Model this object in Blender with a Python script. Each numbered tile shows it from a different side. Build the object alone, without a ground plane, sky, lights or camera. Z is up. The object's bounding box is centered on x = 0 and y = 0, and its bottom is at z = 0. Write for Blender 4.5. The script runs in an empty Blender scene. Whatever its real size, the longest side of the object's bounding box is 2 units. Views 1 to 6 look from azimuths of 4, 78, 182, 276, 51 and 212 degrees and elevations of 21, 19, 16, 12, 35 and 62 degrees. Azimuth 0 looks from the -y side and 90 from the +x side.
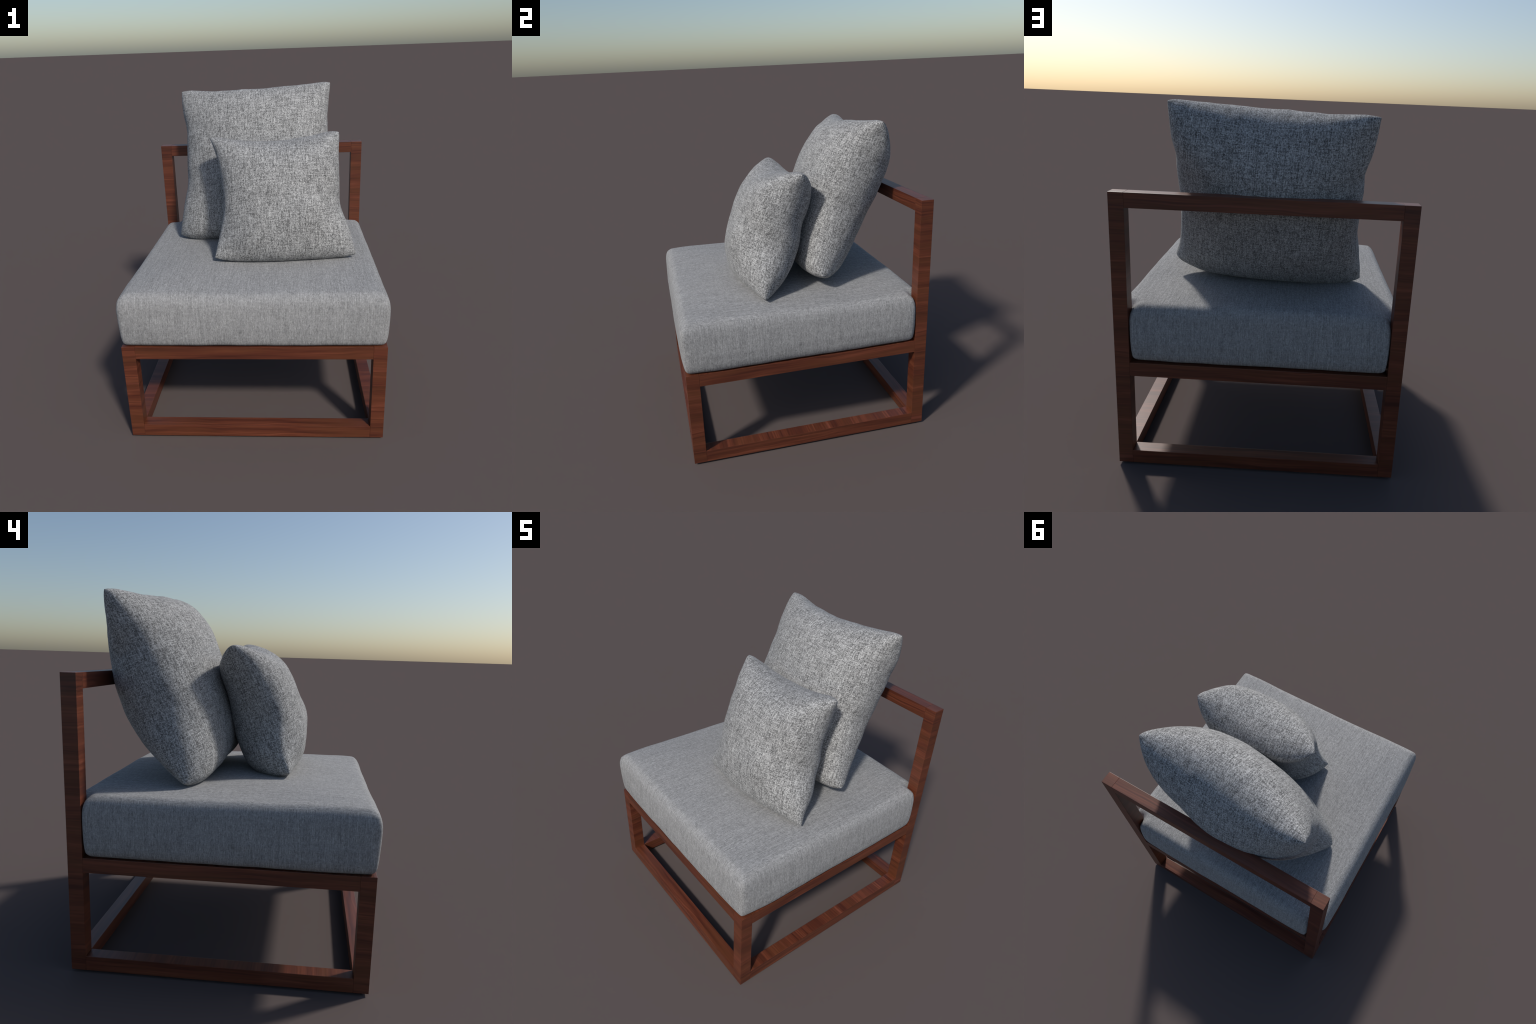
"""Armless lounge chair: square-section reddish wooden frame, a thick grey seat
cushion and two loose tweed pillows leaning on the low back rail."""
import bpy, bmesh, math
import numpy as np
from mathutils import Vector, Matrix, noise

scene = bpy.context.scene
coll = scene.collection

# --------------------------------------------------------------------------
# sizes (metres, bounding box of the chair = 2.00 m high)
# --------------------------------------------------------------------------
BAR = 0.0785                      # section of every wooden bar
X_OUT = 0.767                     # outer half width of the frame
Y_FRONT, Y_BACK = -0.765, 0.777   # outer faces of the frame
Z_LOW = 0.012                     # underside of the frame (it stands on glides)
Z_SEAT = 0.633                    # top of the seat rails
Z_BACK = 1.553                    # top of the back rail
JOINT = 0.0002                    # hairline gap of the butt joints


# --------------------------------------------------------------------------
# node helpers
# --------------------------------------------------------------------------
class Nodes:
    def __init__(self, name):
        self.mat = bpy.data.materials.new(name)
        self.mat.use_nodes = True
        self.t = self.mat.node_tree
        self.t.nodes.clear()

    def add(self, kind, **props):
        n = self.t.nodes.new(kind)
        for k, v in props.items():
            setattr(n, k, v)
        return n

    def link(self, a, b):
        self.t.links.new(a, b)

    def math(self, op, a, b=None, c=None, clamp=False):
        n = self.add("ShaderNodeMath", operation=op, use_clamp=clamp)
        for i, v in enumerate((a, b, c)):
            if v is None:
                continue
            if isinstance(v, (int, float)):
                n.inputs[i].default_value = v
            else:
                self.link(v, n.inputs[i])
        return n.outputs[0]

    def scaled(self, vec, scale, loc=(0, 0, 0)):
        n = self.add("ShaderNodeMapping")
        n.inputs["Scale"].default_value = scale
        n.inputs["Location"].default_value = loc
        self.link(vec, n.inputs["Vector"])
        return n.outputs[0]

    def noise(self, vec, scale=1.0, detail=2.0, rough=0.5, distort=0.0):
        n = self.add("ShaderNodeTexNoise")
        n.inputs["Scale"].default_value = scale
        n.inputs["Detail"].default_value = detail
        n.inputs["Roughness"].default_value = rough
        n.inputs["Distortion"].default_value = distort
        self.link(vec, n.inputs["Vector"])
        return n.outputs["Fac"]

    def ramp(self, fac, stops):
        n = self.add("ShaderNodeValToRGB")
        els = n.color_ramp.elements
        while len(els) < len(stops):
            els.new(0.5)
        for e, (p, c) in zip(els, stops):
            e.position = p
            e.color = (*c, 1) if len(c) == 3 else c
        self.link(fac, n.inputs["Fac"])
        return n.outputs["Color"]

    def mix(self, fac, a, b, blend="MIX"):
        n = self.add("ShaderNodeMix", data_type="RGBA", blend_type=blend)
        for sock, v in ((n.inputs[0], fac), (n.inputs[6], a), (n.inputs[7], b)):
            if isinstance(v, (int, float)):
                sock.default_value = v
            elif isinstance(v, tuple):
                sock.default_value = (*v, 1)
            else:
                self.link(v, sock)
        return n.outputs[2]

    def finish(self, color, rough, bump=None, bump_dist=0.001, bump_strength=0.5, **inputs):
        b = self.add("ShaderNodeBsdfPrincipled")
        o = self.add("ShaderNodeOutputMaterial")
        if isinstance(color, tuple):
            b.inputs["Base Color"].default_value = (*color, 1)
        else:
            self.link(color, b.inputs["Base Color"])
        if isinstance(rough, (int, float)):
            b.inputs["Roughness"].default_value = rough
        else:
            self.link(rough, b.inputs["Roughness"])
        for k, v in inputs.items():
            b.inputs[k].default_value = v
        if bump is not None:
            bn = self.add("ShaderNodeBump")
            bn.inputs["Distance"].default_value = bump_dist
            bn.inputs["Strength"].default_value = bump_strength
            self.link(bump, bn.inputs["Height"])
            self.link(bn.outputs[0], b.inputs["Normal"])
        self.link(b.outputs[0], o.inputs[0])
        return self.mat


# --------------------------------------------------------------------------
# materials
# --------------------------------------------------------------------------
def wood_material():
    """Stained hardwood veneer.  The grain runs level on every upright face
    (also across the legs) and from side to side on level faces."""
    n = Nodes("stained_hardwood")
    obj = n.add("ShaderNodeTexCoord").outputs["Object"]
    geo = n.add("ShaderNodeNewGeometry")
    rnd = n.add("ShaderNodeObjectInfo").outputs["Random"]
    p = n.add("ShaderNodeSeparateXYZ"); n.link(obj, p.inputs[0])
    nn = n.add("ShaderNodeSeparateXYZ"); n.link(geo.outputs["True Normal"], nn.inputs[0])
    level = n.math("GREATER_THAN", n.math("ABSOLUTE", nn.outputs[2]), 0.75)
    upright = n.math("SUBTRACT", 1.0, level)
    x, y, z = p.outputs
    # along = x + y on upright faces, x on level ones; across = z or y
    along = n.math("ADD", x, n.math("MULTIPLY", y, upright))
    across = n.math("ADD", n.math("MULTIPLY", z, upright), n.math("MULTIPLY", y, level))
    v = n.add("ShaderNodeCombineXYZ")
    n.link(along, v.inputs[0]); n.link(across, v.inputs[1])
    n.link(n.math("MULTIPLY", rnd, 37.0), v.inputs[2])
    vec = v.outputs[0]
    # slight wander of the grain lines
    wander = n.noise(n.scaled(vec, (2.2, 5.0, 1.0)), 1.0, 2.0)
    w = n.add("ShaderNodeCombineXYZ")
    n.link(n.math("MULTIPLY", n.math("SUBTRACT", wander, 0.5), 0.05), w.inputs[1])
    va = n.add("ShaderNodeVectorMath", operation="ADD")
    n.link(vec, va.inputs[0]); n.link(w.outputs[0], va.inputs[1])
    vec = va.outputs[0]
    broad = n.noise(n.scaled(vec, (1.3, 22.0, 1.0)), 1.0, 2.0, 0.5)
    fine = n.noise(n.scaled(vec, (2.5, 95.0, 1.0), (3, 7, 1)), 1.0, 3.0, 0.6)
    hue = n.noise(n.scaled(vec, (2.0, 14.0, 1.0), (11, 2, 5)), 1.0, 2.0)
    tone = n.math("ADD", n.math("MULTIPLY", broad, 0.5), n.math("MULTIPLY", fine, 0.5))
    col = n.ramp(tone, WOOD_STOPS)
    # a few brown-olive stripes between the red ones
    col = n.mix(n.math("MULTIPLY", n.math("GREATER_THAN", hue, 0.0), n.ramp_value(hue, 0.45, 0.75, 0.7)), col, WOOD_BROWN, "MIX")
    # rare thin pale lines
    pale = n.noise(n.scaled(vec, (0.9, 42.0, 1.0), (1, 19, 8)), 1.0, 0.0)
    col = n.mix(n.ramp_value(pale, 0.72, 0.86, 0.5), col, WOOD_PALE, "MIX")
    rough = n.math("ADD", WOOD_ROUGH, n.math("MULTIPLY", fine, 0.12))
    return n.finish(col, rough, bump=fine, bump_dist=0.0004, bump_strength=0.25,
                    **{"Specular IOR Level": 0.5})


def ramp_value(self, fac, lo, hi, top=1.0):
    m = self.add("ShaderNodeMapRange")
    m.inputs["From Min"].default_value = lo
    m.inputs["From Max"].default_value = hi
    m.inputs["To Max"].default_value = top
    self.link(fac, m.inputs["Value"])
    return m.outputs[0]


Nodes.ramp_value = ramp_value

WOOD_STOPS = [(0.36, (0.058, 0.0145, 0.0076)), (0.47, (0.097, 0.0245, 0.0118)),
              (0.55, (0.124, 0.0330, 0.0152)), (0.64, (0.176, 0.0500, 0.0248))]
WOOD_BROWN = (0.102, 0.0335, 0.0120)
WOOD_PALE = (0.20, 0.056, 0.034)
WOOD_ROUGH = 0.36


def weave(n, pitch, slub_len, boxed):
    """Yarn values of a plain weave.  s counts across the upright yarns, t along
    them.  boxed: unrolled over a block (up the sides, front to back over the
    top); otherwise unrolled over a pillow from its seams inwards.
    Returns (upright yarns, level yarns, random number per crossing, ...)."""
    tc = n.add("ShaderNodeTexCoord")
    p = n.add("ShaderNodeSeparateXYZ"); n.link(tc.outputs["Object"], p.inputs[0])
    x, y, z = p.outputs
    ax, ay, az = (n.math("ABSOLUTE", o) for o in p.outputs)

    def pick(mask, a, b):
        return n.math("ADD", n.math("MULTIPLY", mask, a),
                      n.math("MULTIPLY", n.math("SUBTRACT", 1.0, mask), b))

    q = n.add("ShaderNodeSeparateXYZ"); n.link(tc.outputs["Normal"], q.inputs[0])
    nx, ny, nz = (n.math("ABSOLUTE", o) for o in q.outputs)
    if boxed:
        end = n.math("MULTIPLY", n.math("GREATER_THAN", nx, ny), n.math("GREATER_THAN", nx, nz))
        s_, t_ = pick(end, y, x), n.math("SUBTRACT", z, pick(end, ax, ay))
    else:
        end = n.math("MULTIPLY", n.math("GREATER_THAN", nx, ny), n.math("GREATER_THAN", nx, nz))
        level = n.math("MULTIPLY", n.math("GREATER_THAN", nz, ny), n.math("SUBTRACT", 1.0, end))
        s_, t_ = pick(end, y, x), pick(level, y, z)
    # yarns wander a little
    wob = n.noise(n.scaled(tc.outputs["Object"], (22, 22, 22)), 1.0, 2.0)
    wob = n.math("MULTIPLY", n.math("SUBTRACT", wob, 0.5), 0.0028)
    s_ = n.math("ADD", s_, wob)
    t_ = n.math("SUBTRACT", t_, wob)
    si = n.math("FLOOR", n.math("DIVIDE", s_, pitch))
    ti = n.math("FLOOR", n.math("DIVIDE", t_, pitch))

    def yarn(index, along, seed):
        """slubs plus a longer change of shade along one yarn"""
        v = n.add("ShaderNodeCombineXYZ")
        n.link(n.math("MULTIPLY", index, 7.31), v.inputs[0])
        n.link(n.math("DIVIDE", along, slub_len), v.inputs[1])
        v.inputs[2].default_value = seed
        short = n.noise(v.outputs[0], 1.0, 1.0, 0.6)
        long_ = n.noise(n.scaled(v.outputs[0], (1.0, 0.13, 1.0), (0.4, 5.0, 3.0)), 1.0, 1.0, 0.5)
        return n.math("ADD", n.math("MULTIPLY", short, 0.60), n.math("MULTIPLY", long_, 0.40))

    upright, level_yarn = yarn(si, t_, 1.7), yarn(ti, s_, 9.2)
    c = n.add("ShaderNodeCombineXYZ"); n.link(si, c.inputs[0]); n.link(ti, c.inputs[1])
    w = n.add("ShaderNodeTexWhiteNoise", noise_dimensions="3D"); n.link(c.outputs[0], w.inputs["Vector"])
    over = w.outputs["Value"]
    return upright, level_yarn, over, pick, tc.outputs["Object"]


def tweed_material():
    """Coarse plain weave of pale and charcoal slub yarns (pillow covers)."""
    n = Nodes("grey_tweed")
    up, lev, over, pick, obj = weave(n, 0.0036, 0.0085, False)
    v = pick(n.math("GREATER_THAN", over, 0.5), up, lev)
    v = n.math("ADD", n.math("MULTIPLY", v, 0.30), n.math("ADD", n.math("MULTIPLY", up, 0.36), n.math("MULTIPLY", lev, 0.26)))
    v = n.math("ADD", v, n.math("MULTIPLY", n.noise(n.scaled(obj, (300, 300, 300)), 1.0, 1.0), 0.08))
    col = n.ramp(v, TWEED_STOPS)
    return n.finish(col, 0.9, bump=v, bump_dist=0.002, bump_strength=0.5,
                    **{"Specular IOR Level": 0.15, "Sheen Weight": 0.08, "Sheen Roughness": 0.5})


TWEED_STOPS = [(0.38, (0.078, 0.078, 0.078)), (0.46, (0.180, 0.180, 0.179)),
               (0.53, (0.335, 0.335, 0.332)), (0.63, (0.540, 0.540, 0.534))]


def linen_material():
    """Fine marled linen of the seat cushion: the leading yarns run up the sides
    and from front to back over the top."""
    n = Nodes("grey_linen")
    up, lev, over, pick, obj = weave(n, 0.0030, 0.017, True)
    v = pick(n.math("GREATER_THAN", over, 0.38), up, lev)
    v = n.math("ADD", n.math("MULTIPLY", v, 0.60), n.math("MULTIPLY", up, 0.25))
    v = n.math("ADD", v, n.math("MULTIPLY", n.noise(n.scaled(obj, (55, 55, 30), (1, 8, 6)), 1.0, 3.0, 0.6), 0.15))
    col = n.ramp(v, LINEN_STOPS)
    return n.finish(col, 0.9, bump=v, bump_dist=0.0015, bump_strength=0.3,
                    **{"Specular IOR Level": 0.15, "Sheen Weight": 0.06, "Sheen Roughness": 0.5})


LINEN_STOPS = [(0.35, (0.165, 0.165, 0.166)), (0.50, (0.276, 0.276, 0.276)),
               (0.66, (0.410, 0.410, 0.408))]


def rubber_material():
    n = Nodes("dark_rubber")
    obj = n.add("ShaderNodeTexCoord").outputs["Object"]
    col = n.ramp(n.noise(obj, 120.0), [(0.3, (0.012, 0.011, 0.011)), (0.7, (0.022, 0.020, 0.019))])
    return n.finish(col, 0.7)


WOOD, TWEED, LINEN, RUBBER = wood_material(), tweed_material(), linen_material(), rubber_material()


# --------------------------------------------------------------------------
# mesh helpers
# --------------------------------------------------------------------------
def bar_mesh(name, sx, sy, sz, mat, bevel=0.0018):
    bm = bmesh.new()
    bmesh.ops.create_cube(bm, size=1.0)
    bmesh.ops.scale(bm, vec=(sx, sy, sz), verts=bm.verts)
    bmesh.ops.bevel(bm, geom=list(bm.edges), offset=bevel, segments=2, profile=0.6, affect="EDGES")
    me = bpy.data.meshes.new(name)
    bm.to_mesh(me); bm.free()
    me.materials.append(mat)
    return me


def place(name, me, loc, parent):
    ob = bpy.data.objects.new(name, me)
    ob.location = loc
    ob.parent = parent
    coll.objects.link(ob)
    return ob


# --------------------------------------------------------------------------
# frame
# --------------------------------------------------------------------------
chair = bpy.data.objects.new("lounge_chair", None)
coll.objects.link(chair)
chair["label"] = "armless lounge chair with reddish wooden frame and grey cushion"
chair["category"] = "chair"

h = BAR / 2
xc, yf, yb = X_OUT - h, Y_FRONT + h, Y_BACK - h
leg_me = bar_mesh("leg", BAR, BAR, Z_SEAT - Z_LOW, WOOD)
post_me = bar_mesh("back_post", BAR, BAR, Z_BACK - Z_LOW, WOOD)
cross_me = bar_mesh("cross_rail", 2 * (X_OUT - BAR - JOINT), BAR, BAR, WOOD)
side_me = bar_mesh("side_rail", BAR, (Y_BACK - Y_FRONT) - 2 * (BAR + JOINT), BAR, WOOD)
glide_me = bar_mesh("foot_glide", 0.040, 0.040, Z_LOW + 0.001, RUBBER, bevel=0.002)
ymid = (Y_FRONT + Y_BACK) / 2

for s in (-1, 1):
    place("leg", leg_me, (s * xc, yf, (Z_LOW + Z_SEAT) / 2), chair)
    place("back_post", post_me, (s * xc, yb, (Z_LOW + Z_BACK) / 2), chair)
    place("stretcher", side_me, (s * xc, ymid, Z_LOW + h), chair)
    place("seat_rail", side_me, (s * xc, ymid, Z_SEAT - h), chair)
    for y in (yf, yb):
        place("foot_glide", glide_me, (s * xc, y, (Z_LOW + 0.001) / 2), chair)
for y in (yf, yb):
    place("stretcher", cross_me, (0, y, Z_LOW + h), chair)
    place("seat_rail", cross_me, (0, y, Z_SEAT - h), chair)
place("back_rail", cross_me, (0, yb, Z_BACK - h), chair)


# --------------------------------------------------------------------------
# seat cushion: a T-shaped block (its tongue sits between the back posts)
# --------------------------------------------------------------------------
CUSHION_X, CUSHION_FRONT = 0.768, -0.770
NOTCH_X, NOTCH_Y, TONGUE_Y = 0.686, 0.694, 0.764
CUSHION_LOW, CUSHION_EDGE = 0.631, 0.953
CROWN = 0.034


def smooth01(t):
    t = np.clip(t, 0, 1)
    return t * t * (3 - 2 * t)


def build_seat_cushion():
    bm = bmesh.new()
    outline = [(-CUSHION_X, CUSHION_FRONT), (CUSHION_X, CUSHION_FRONT), (CUSHION_X, NOTCH_Y),
               (NOTCH_X, NOTCH_Y), (NOTCH_X, TONGUE_Y), (-NOTCH_X, TONGUE_Y),
               (-NOTCH_X, NOTCH_Y), (-CUSHION_X, NOTCH_Y)]
    n = len(outline)
    # inward miter direction of every outline corner
    miter = []
    for i in range(n):
        p, q, r = (Vector(outline[k % n]) for k in (i - 1, i, i + 1))
        d0, d1 = (q - p).normalized(), (r - q).normalized()
        m = Vector((-d0.y - d1.y, d0.x + d1.x))
        miter.append(m)
    levels = [(0.020, CUSHION_LOW), (0.0, CUSHION_LOW + 0.025), (0.0, CUSHION_EDGE - 0.055),
              (0.009, CUSHION_EDGE - 0.022), (0.036, CUSHION_EDGE)]
    rings = [[bm.verts.new((x + inset * m.x, y + inset * m.y, z)) for (x, y), m in zip(outline, miter)]
             for inset, z in levels]
    bm.faces.new(rings[0][::-1]); bm.faces.new(rings[-1])
    for lo, hi in zip(rings, rings[1:]):
        for i in range(n):
            j = (i + 1) % n
            bm.faces.new((lo[i], lo[j], hi[j], hi[i]))
    bm.normal_update()
    me = bpy.data.meshes.new("seat_cushion")
    bm.to_mesh(me); bm.free()
    ob = bpy.data.objects.new("seat_cushion", me)
    coll.objects.link(ob)
    # soft edges: remesh finely and relax
    m = ob.modifiers.new("skin", "REMESH"); m.mode = "VOXEL"; m.voxel_size = 0.0095
    m = ob.modifiers.new("relax", "SMOOTH"); m.factor = 0.5; m.iterations = 28
    dg = bpy.context.evaluated_depsgraph_get()
    soft = bpy.data.meshes.new_from_object(ob.evaluated_get(dg), depsgraph=dg)
    ob.modifiers.clear()
    ob.data = soft
    soft.name = "seat_cushion"
    bpy.data.meshes.remove(me)
    nv = len(soft.vertices)
    P = np.empty(nv * 3); soft.vertices.foreach_get("co", P); P = P.reshape(-1, 3)
    Nn = np.empty(nv * 3); soft.vertices.foreach_get("normal", Nn); Nn = Nn.reshape(-1, 3)
    z = (P[:, 2] - CUSHION_LOW) / (CUSHION_EDGE - CUSHION_LOW)
    # sides: drawn in near the corners, bulging over the rails along the middle
    corner = np.interp(z, [0, .08, .25, .5, .72, .9, 1], [-.014, -.009, -.003, .002, .005, .001, -.006])
    belly = np.interp(z, [0, .06, .2, .38, .6, .85, 1], [.004, .011, .019, .021, .014, .002, -.006])
    ax, ay = np.clip(np.abs(P[:, 0]) / 0.77, 0, 1), np.clip(np.abs(P[:, 1]) / 0.77, 0, 1)
    px = 1 - ay ** 7.0
    py = np.where(P[:, 1] < 0, 0.68 * (1 - ax ** 6.0), 1.15 * (1 - ax ** 12.0))
    P[:, 0] += Nn[:, 0] * (corner + (belly - corner) * px)
    P[:, 1] += Nn[:, 1] * (corner + (belly - corner) * py)
    # crown of the top, highest in front of the middle and sinking to the back
    u = np.clip(P[:, 0] / 0.775, -1, 1)
    w = P[:, 1] + 0.33
    v = np.clip(np.where(w > 0, w / 1.12, w / 0.45), -1, 1)
    P[:, 2] += CROWN * (1 - np.abs(u) ** 2.3) * (1 - np.abs(v) ** 2.2) * smooth01(z * 1.6 - 0.5)
    # pressed in by the pillows, a little fuller towards the corners: (x, y, reach, lift)
    up = smooth01(z * 1.6 - 0.5)
    for cx, cy, reach, lift in ((-0.10, -0.42, 0.26, -0.013), (0.62, 0.30, 0.22, -0.009), (-0.62, -0.60, 0.20, 0.010),
                                (0.60, -0.62, 0.18, 0.006), (0.0, -0.74, 0.35, -0.005), (-0.45, 0.0, 0.22, -0.003)):
        P[:, 2] += up * lift * np.exp(-((P[:, 0] - cx) ** 2 + (P[:, 1] - cy) ** 2) / reach ** 2)
    # faint lumps of the filling
    for i in range(nv):
        q = Vector(P[i])
        k = 0.0025 * noise.noise(q * 3.1) + 0.0018 * noise.noise(q * 8.0 + Vector((5, 1, 2)))
        P[i] += Nn[i] * k
    soft.vertices.foreach_set("co", P.ravel())
    soft.polygons.foreach_set("use_smooth", [True] * len(soft.polygons))
    soft.update()
    soft.materials.clear(); soft.materials.append(LINEN)
    ob.parent = chair
    return ob


build_seat_cushion()


# --------------------------------------------------------------------------
# pillows: a Coons patch between four bowed edges, inflated to both sides
# --------------------------------------------------------------------------
# corners: 3D positions; edges: (bow, skew, wave) vectors of each seam line;
# front/back: swell of each side over the pillow (constant, u, v, uv, u2, v2,
# u2v, uv2, v3, u2v2, v4, u3, uv3, u3v, heart); roundness/fullness: shape of the swell towards the seams.
BACK_PILLOW = dict(
  corners=dict(bottom_left=(-0.5907, 0.2133, 0.9805),
    bottom_right=(0.5889, 0.1494, 1.0767), top_right=(0.524, 0.5646, 2.0047),
    top_left=(-0.5765, 0.6351, 1.969)),
  edges=dict(bottom=((0.0096, -0.0282, -0.0409), (-0.0001, -0.0056, -0.0033), (0.0017, -0.0069, -0.0135)),
    right=((-0.0702, -0.0212, 0.0357), (0.0234, 0.0152, 0.049), (-0.0044, -0.01, -0.0271)),
    top=((-0.0068, -0.0569, -0.0343), (0.0019, -0.013, 0.0066), (0.0129, 0.0126, -0.0006)),
    left=((0.0753, 0.0381, -0.0061), (0.0011, -0.0449, -0.0455), (0.0058, -0.0008, -0.0004))),
  roundness=2.536, fullness=0.475,
  front=[0.2239, -0.0251, 0.0053, 0.0264, 0.0162, -0.0116, 0.0004, 0.0127, -0.0235, -0.0447, 0.0217, -0.0075, 0.0023, 0.0016, -0.0017],
  back=[0.264, 0.0082, 0.0169, 0.0063, -0.039, -0.0282, -0.0105, 0.052, -0.0127, -0.0294, -0.021, 0.0361, -0.0238, 0.0169, 0.0253])
FRONT_PILLOW = dict(
  corners=dict(bottom_left=(-0.2632, -0.3145, 1.0053),
    bottom_right=(0.6447, -0.2369, 0.9948), top_right=(0.547, 0.0527, 1.7305),
    top_left=(-0.3025, 0.034, 1.7108)),
  edges=dict(bottom=((-0.0006, -0.0165, -0.0238), (-0.0047, -0.0045, 0.0109), (0.0049, 0.0157, -0.0098)),
    right=((-0.0621, 0.0076, 0.0086), (0.002, -0.0282, -0.0108), (0.0017, -0.0243, -0.001)),
    top=((0.0021, 0.0092, -0.0452), (0.0107, 0.0012, 0.0106), (0.0015, -0.0018, 0.0083)),
    left=((0.0913, -0.0332, -0.0047), (0.0027, -0.0366, 0.0233), (0.0017, 0.0152, 0.0153))),
  roundness=3.650, fullness=0.610,
  front=[0.1664, 0.0341, 0.0233, 0.0076, -0.0208, -0.0233, -0.0088, -0.0238, -0.0063, -0.0079, -0.0076, -0.0014, -0.0021, -0.0028, 0.0234],
  back=[0.1881, -0.0108, -0.0413, 0.0143, -0.005, 0.0207, 0.0282, -0.0026, 0.0439, -0.0019, 0.0556, 0.0041, 0.0408, 0.008, 0.0014])


def pillow_mesh(name, spec, pinches, puffs, res=150, seed=0.0):
    t = np.sin(np.linspace(-1, 1, res) * math.pi / 2)
    U0, V0 = np.meshgrid(t, t, indexing="ij")
    # blunt the four tips a little
    U, V = U0 * (1 - 0.021 * np.abs(V0) ** 11), V0 * (1 - 0.021 * np.abs(U0) ** 11)
    c = {k: np.array(v) for k, v in spec["corners"].items()}
    BL, BR, TR, TL = c["bottom_left"], c["bottom_right"], c["top_right"], c["top_left"]

    def edge(a, b, e, s):
        s = s[..., None]
        return a * (1 - s) / 2 + b * (1 + s) / 2 + (1 - s * s) * (
            np.array(e[0]) + s * np.array(e[1]) + (5 * s * s - 1) * np.array(e[2]))

    E = spec["edges"]
    b, r = edge(BL, BR, E["bottom"], U), edge(BR, TR, E["right"], V)
    tp, l = edge(TL, TR, E["top"], U), edge(BL, TL, E["left"], V)
    u, v = U[..., None], V[..., None]
    mid = ((1 - v) * b + (1 + v) * tp + (1 - u) * l + (1 + u) * r) / 2 - (
        (1 - u) * (1 - v) * BL + (1 + u) * (1 - v) * BR + (1 + u) * (1 + v) * TR + (1 - u) * (1 + v) * TL) / 4
    right = (BR - BL + TR - TL); right /= np.linalg.norm(right)
    up = (TL - BL + TR - BR)
    out = np.cross(right, up); out /= np.linalg.norm(out)
    up = np.cross(out, right)
    swell = np.clip((1 - np.abs(U0) ** spec["roundness"]) * (1 - np.abs(V0) ** spec["roundness"]), 0, 1) ** spec["fullness"]
    rim = 0.016 * np.sqrt(np.clip((1 - np.abs(U0) ** 30) * (1 - np.abs(V0) ** 30), 0, 1))   # rounded seam
    T = np.stack([np.ones_like(U), U, V, U * V, U * U - .33, V * V - .33, U * U * V, V * V * U,
                  V ** 3, (U * U - .33) * (V * V - .33), V ** 4 - .2, U ** 3, U * V ** 3, U ** 3 * V,
                  ((1 - U * U) * (1 - V * V)) ** 2], -1)
    A = mid + (rim + swell * (T @ np.array(spec["front"])))[..., None] * out
    B = mid - (rim + swell * (T @ np.array(spec["back"])))[..., None] * out
    # puffs: (u, v, reach u, reach v, on the front, on the back)
    for pu, pv, ru, rv, fr, bk in puffs:
        g = (swell * np.exp(-((U0 - pu) / ru) ** 2 - ((V0 - pv) / rv) ** 2))[..., None]
        A = A + g * fr * out
        B = B - g * bk * out
    frame = np.stack([right, -out, up], 1)           # local x, y (to the back), z
    centre = (BL + BR + TR + TL) / 4
    idx = np.arange(res * res).reshape(res, res)
    back = np.full((res, res), -1)
    back[1:-1, 1:-1] = res * res + np.arange((res - 2) ** 2).reshape(res - 2, res - 2)
    back[0], back[-1], back[:, 0], back[:, -1] = idx[0], idx[-1], idx[:, 0], idx[:, -1]
    P = np.concatenate([A.reshape(-1, 3), B[1:-1, 1:-1].reshape(-1, 3)])
    P = (P - centre) @ frame
    # pinched and puffed spots of the seams: (u, v, reach u, reach v, shift)
    UU = np.concatenate([U0.ravel(), U0[1:-1, 1:-1].ravel()])
    VV = np.concatenate([V0.ravel(), V0[1:-1, 1:-1].ravel()])
    for pu, pv, ru, rv, shift in pinches:
        g = np.exp(-((UU - pu) / ru) ** 2 - ((VV - pv) / rv) ** 2)
        P += g[:, None] * np.array(shift)

    def quads(i, flip):
        q = np.stack([i[:-1, :-1], i[1:, :-1], i[1:, 1:], i[:-1, 1:]], -1).reshape(-1, 4)
        return q[:, ::-1] if flip else q

    faces = np.concatenate([quads(idx, False), quads(back, True)])
    me = bpy.data.meshes.new(name)
    me.from_pydata(P.tolist(), [], faces.tolist())
    me.update()
    # soft rumples of the filling
    nv = len(me.vertices)
    Nn = np.empty(nv * 3); me.vertices.foreach_get("normal", Nn); Nn = Nn.reshape(-1, 3)
    for i in range(nv):
        q = Vector(P[i]) + Vector((seed, 0, 0))
        k = 0.005 * noise.noise(q * 4.0) + 0.0035 * noise.noise(q * 9.0) + 0.0012 * noise.noise(q * 22.0)
        P[i] += Nn[i] * k
    me.vertices.foreach_set("co", P.ravel())
    me.polygons.foreach_set("use_smooth", [True] * len(me.polygons))
    me.update()
    me.materials.append(TWEED)
    M = Matrix.Identity(4)
    for i in range(3):
        for j in range(3):
            M[i][j] = frame[i, j]
    M.translation = Vector(centre)
    return me, M


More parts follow.
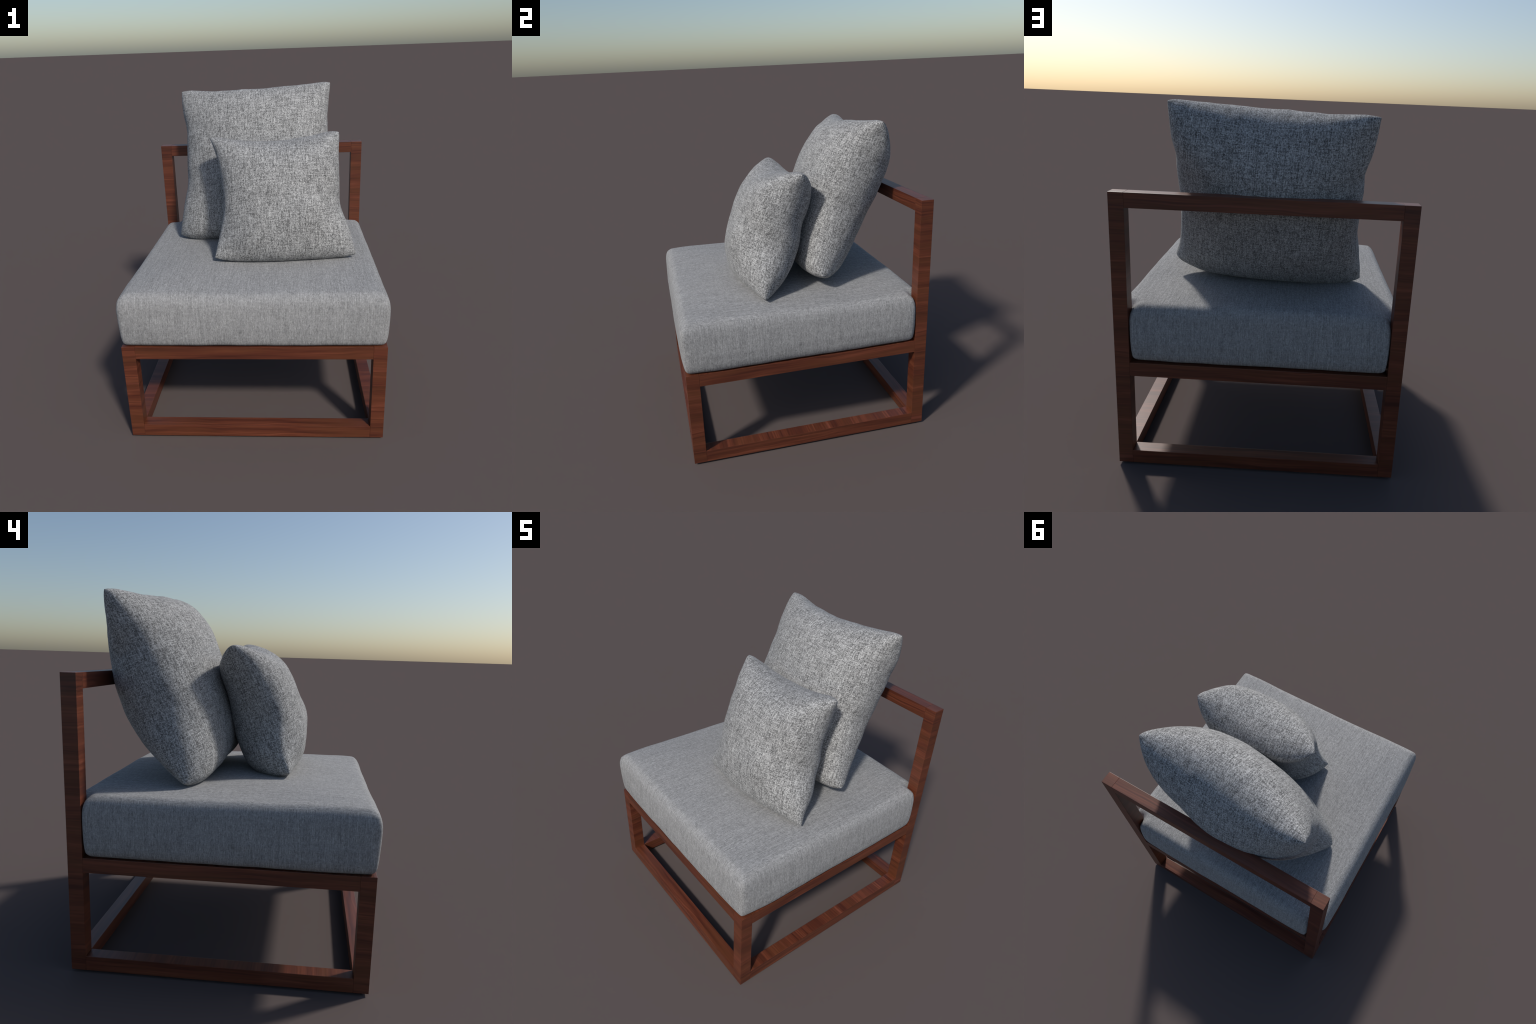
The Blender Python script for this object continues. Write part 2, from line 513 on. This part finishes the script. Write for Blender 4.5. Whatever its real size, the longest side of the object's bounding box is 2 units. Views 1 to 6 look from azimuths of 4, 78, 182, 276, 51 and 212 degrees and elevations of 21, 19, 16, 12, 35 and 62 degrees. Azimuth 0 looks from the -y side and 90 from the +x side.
def add_pillow(name, spec, pinches, puffs, label, seed):
    me, M = pillow_mesh(name, spec, pinches, puffs, seed=seed)
    ob = bpy.data.objects.new(name, me)
    ob.matrix_world = M
    coll.objects.link(ob)
    ob["label"] = label
    ob["category"] = "pillow"
    return ob


BACK_PINCHES = [(-1, 0.42, 0.30, 0.12, (0.007, 0, 0)), (-1, -0.33, 0.30, 0.16, (0.010, 0, 0)),
                (1, -0.22, 0.30, 0.13, (-0.010, 0, 0)), (-1, 0.72, 0.30, 0.18, (-0.010, 0, 0)),
                (1, 0.62, 0.22, 0.25, (0, 0.012, 0)), (1, -0.10, 0.25, 0.30, (0, 0.012, 0)),
                (1, 0.45, 0.30, 0.15, (-0.005, 0, 0)), (-1, -1, 0.16, 0.16, (0.007, 0, 0.006))]
FRONT_PINCHES = [(1, 0.20, 0.35, 0.28, (0.006, -0.034, 0)),
                 (1, -0.30, 0.3, 0.18, (-0.008, 0, 0)), (1, -0.62, 0.3, 0.16, (0.010, 0, 0)),
                 (-1, -0.55, 0.3, 0.28, (-0.014, 0.016, 0))]
BACK_PUFFS = [(0.05, 0.50, 0.42, 0.30, 0, 0.030), (0.10, -0.20, 0.55, 0.32, 0, -0.014),
              (0.75, -0.30, 0.30, 0.40, 0, -0.022), (0.75, 0.65, 0.28, 0.28, 0, 0.016),
              (0.0, 0.86, 0.60, 0.18, 0.010, 0.014), (0.90, -0.18, 0.25, 0.42, -0.026, 0)]
FRONT_PUFFS = [(0.85, 0.35, 0.30, 0.38, 0.022, 0), (0.42, -0.32, 0.32, 0.32, 0.030, 0),
               (0.90, 0.55, 0.30, 0.20, 0, 0.016), (-0.55, -0.05, 0.40, 0.50, 0, 0.040),
               (-0.65, -0.72, 0.32, 0.30, 0.022, 0.010)]
add_pillow("back_pillow", BACK_PILLOW, BACK_PINCHES, BACK_PUFFS, "large square grey tweed pillow with pointed corners", 3.0)
add_pillow("throw_pillow", FRONT_PILLOW, FRONT_PINCHES, FRONT_PUFFS, "small square grey tweed pillow with pointed corners", 11.0)
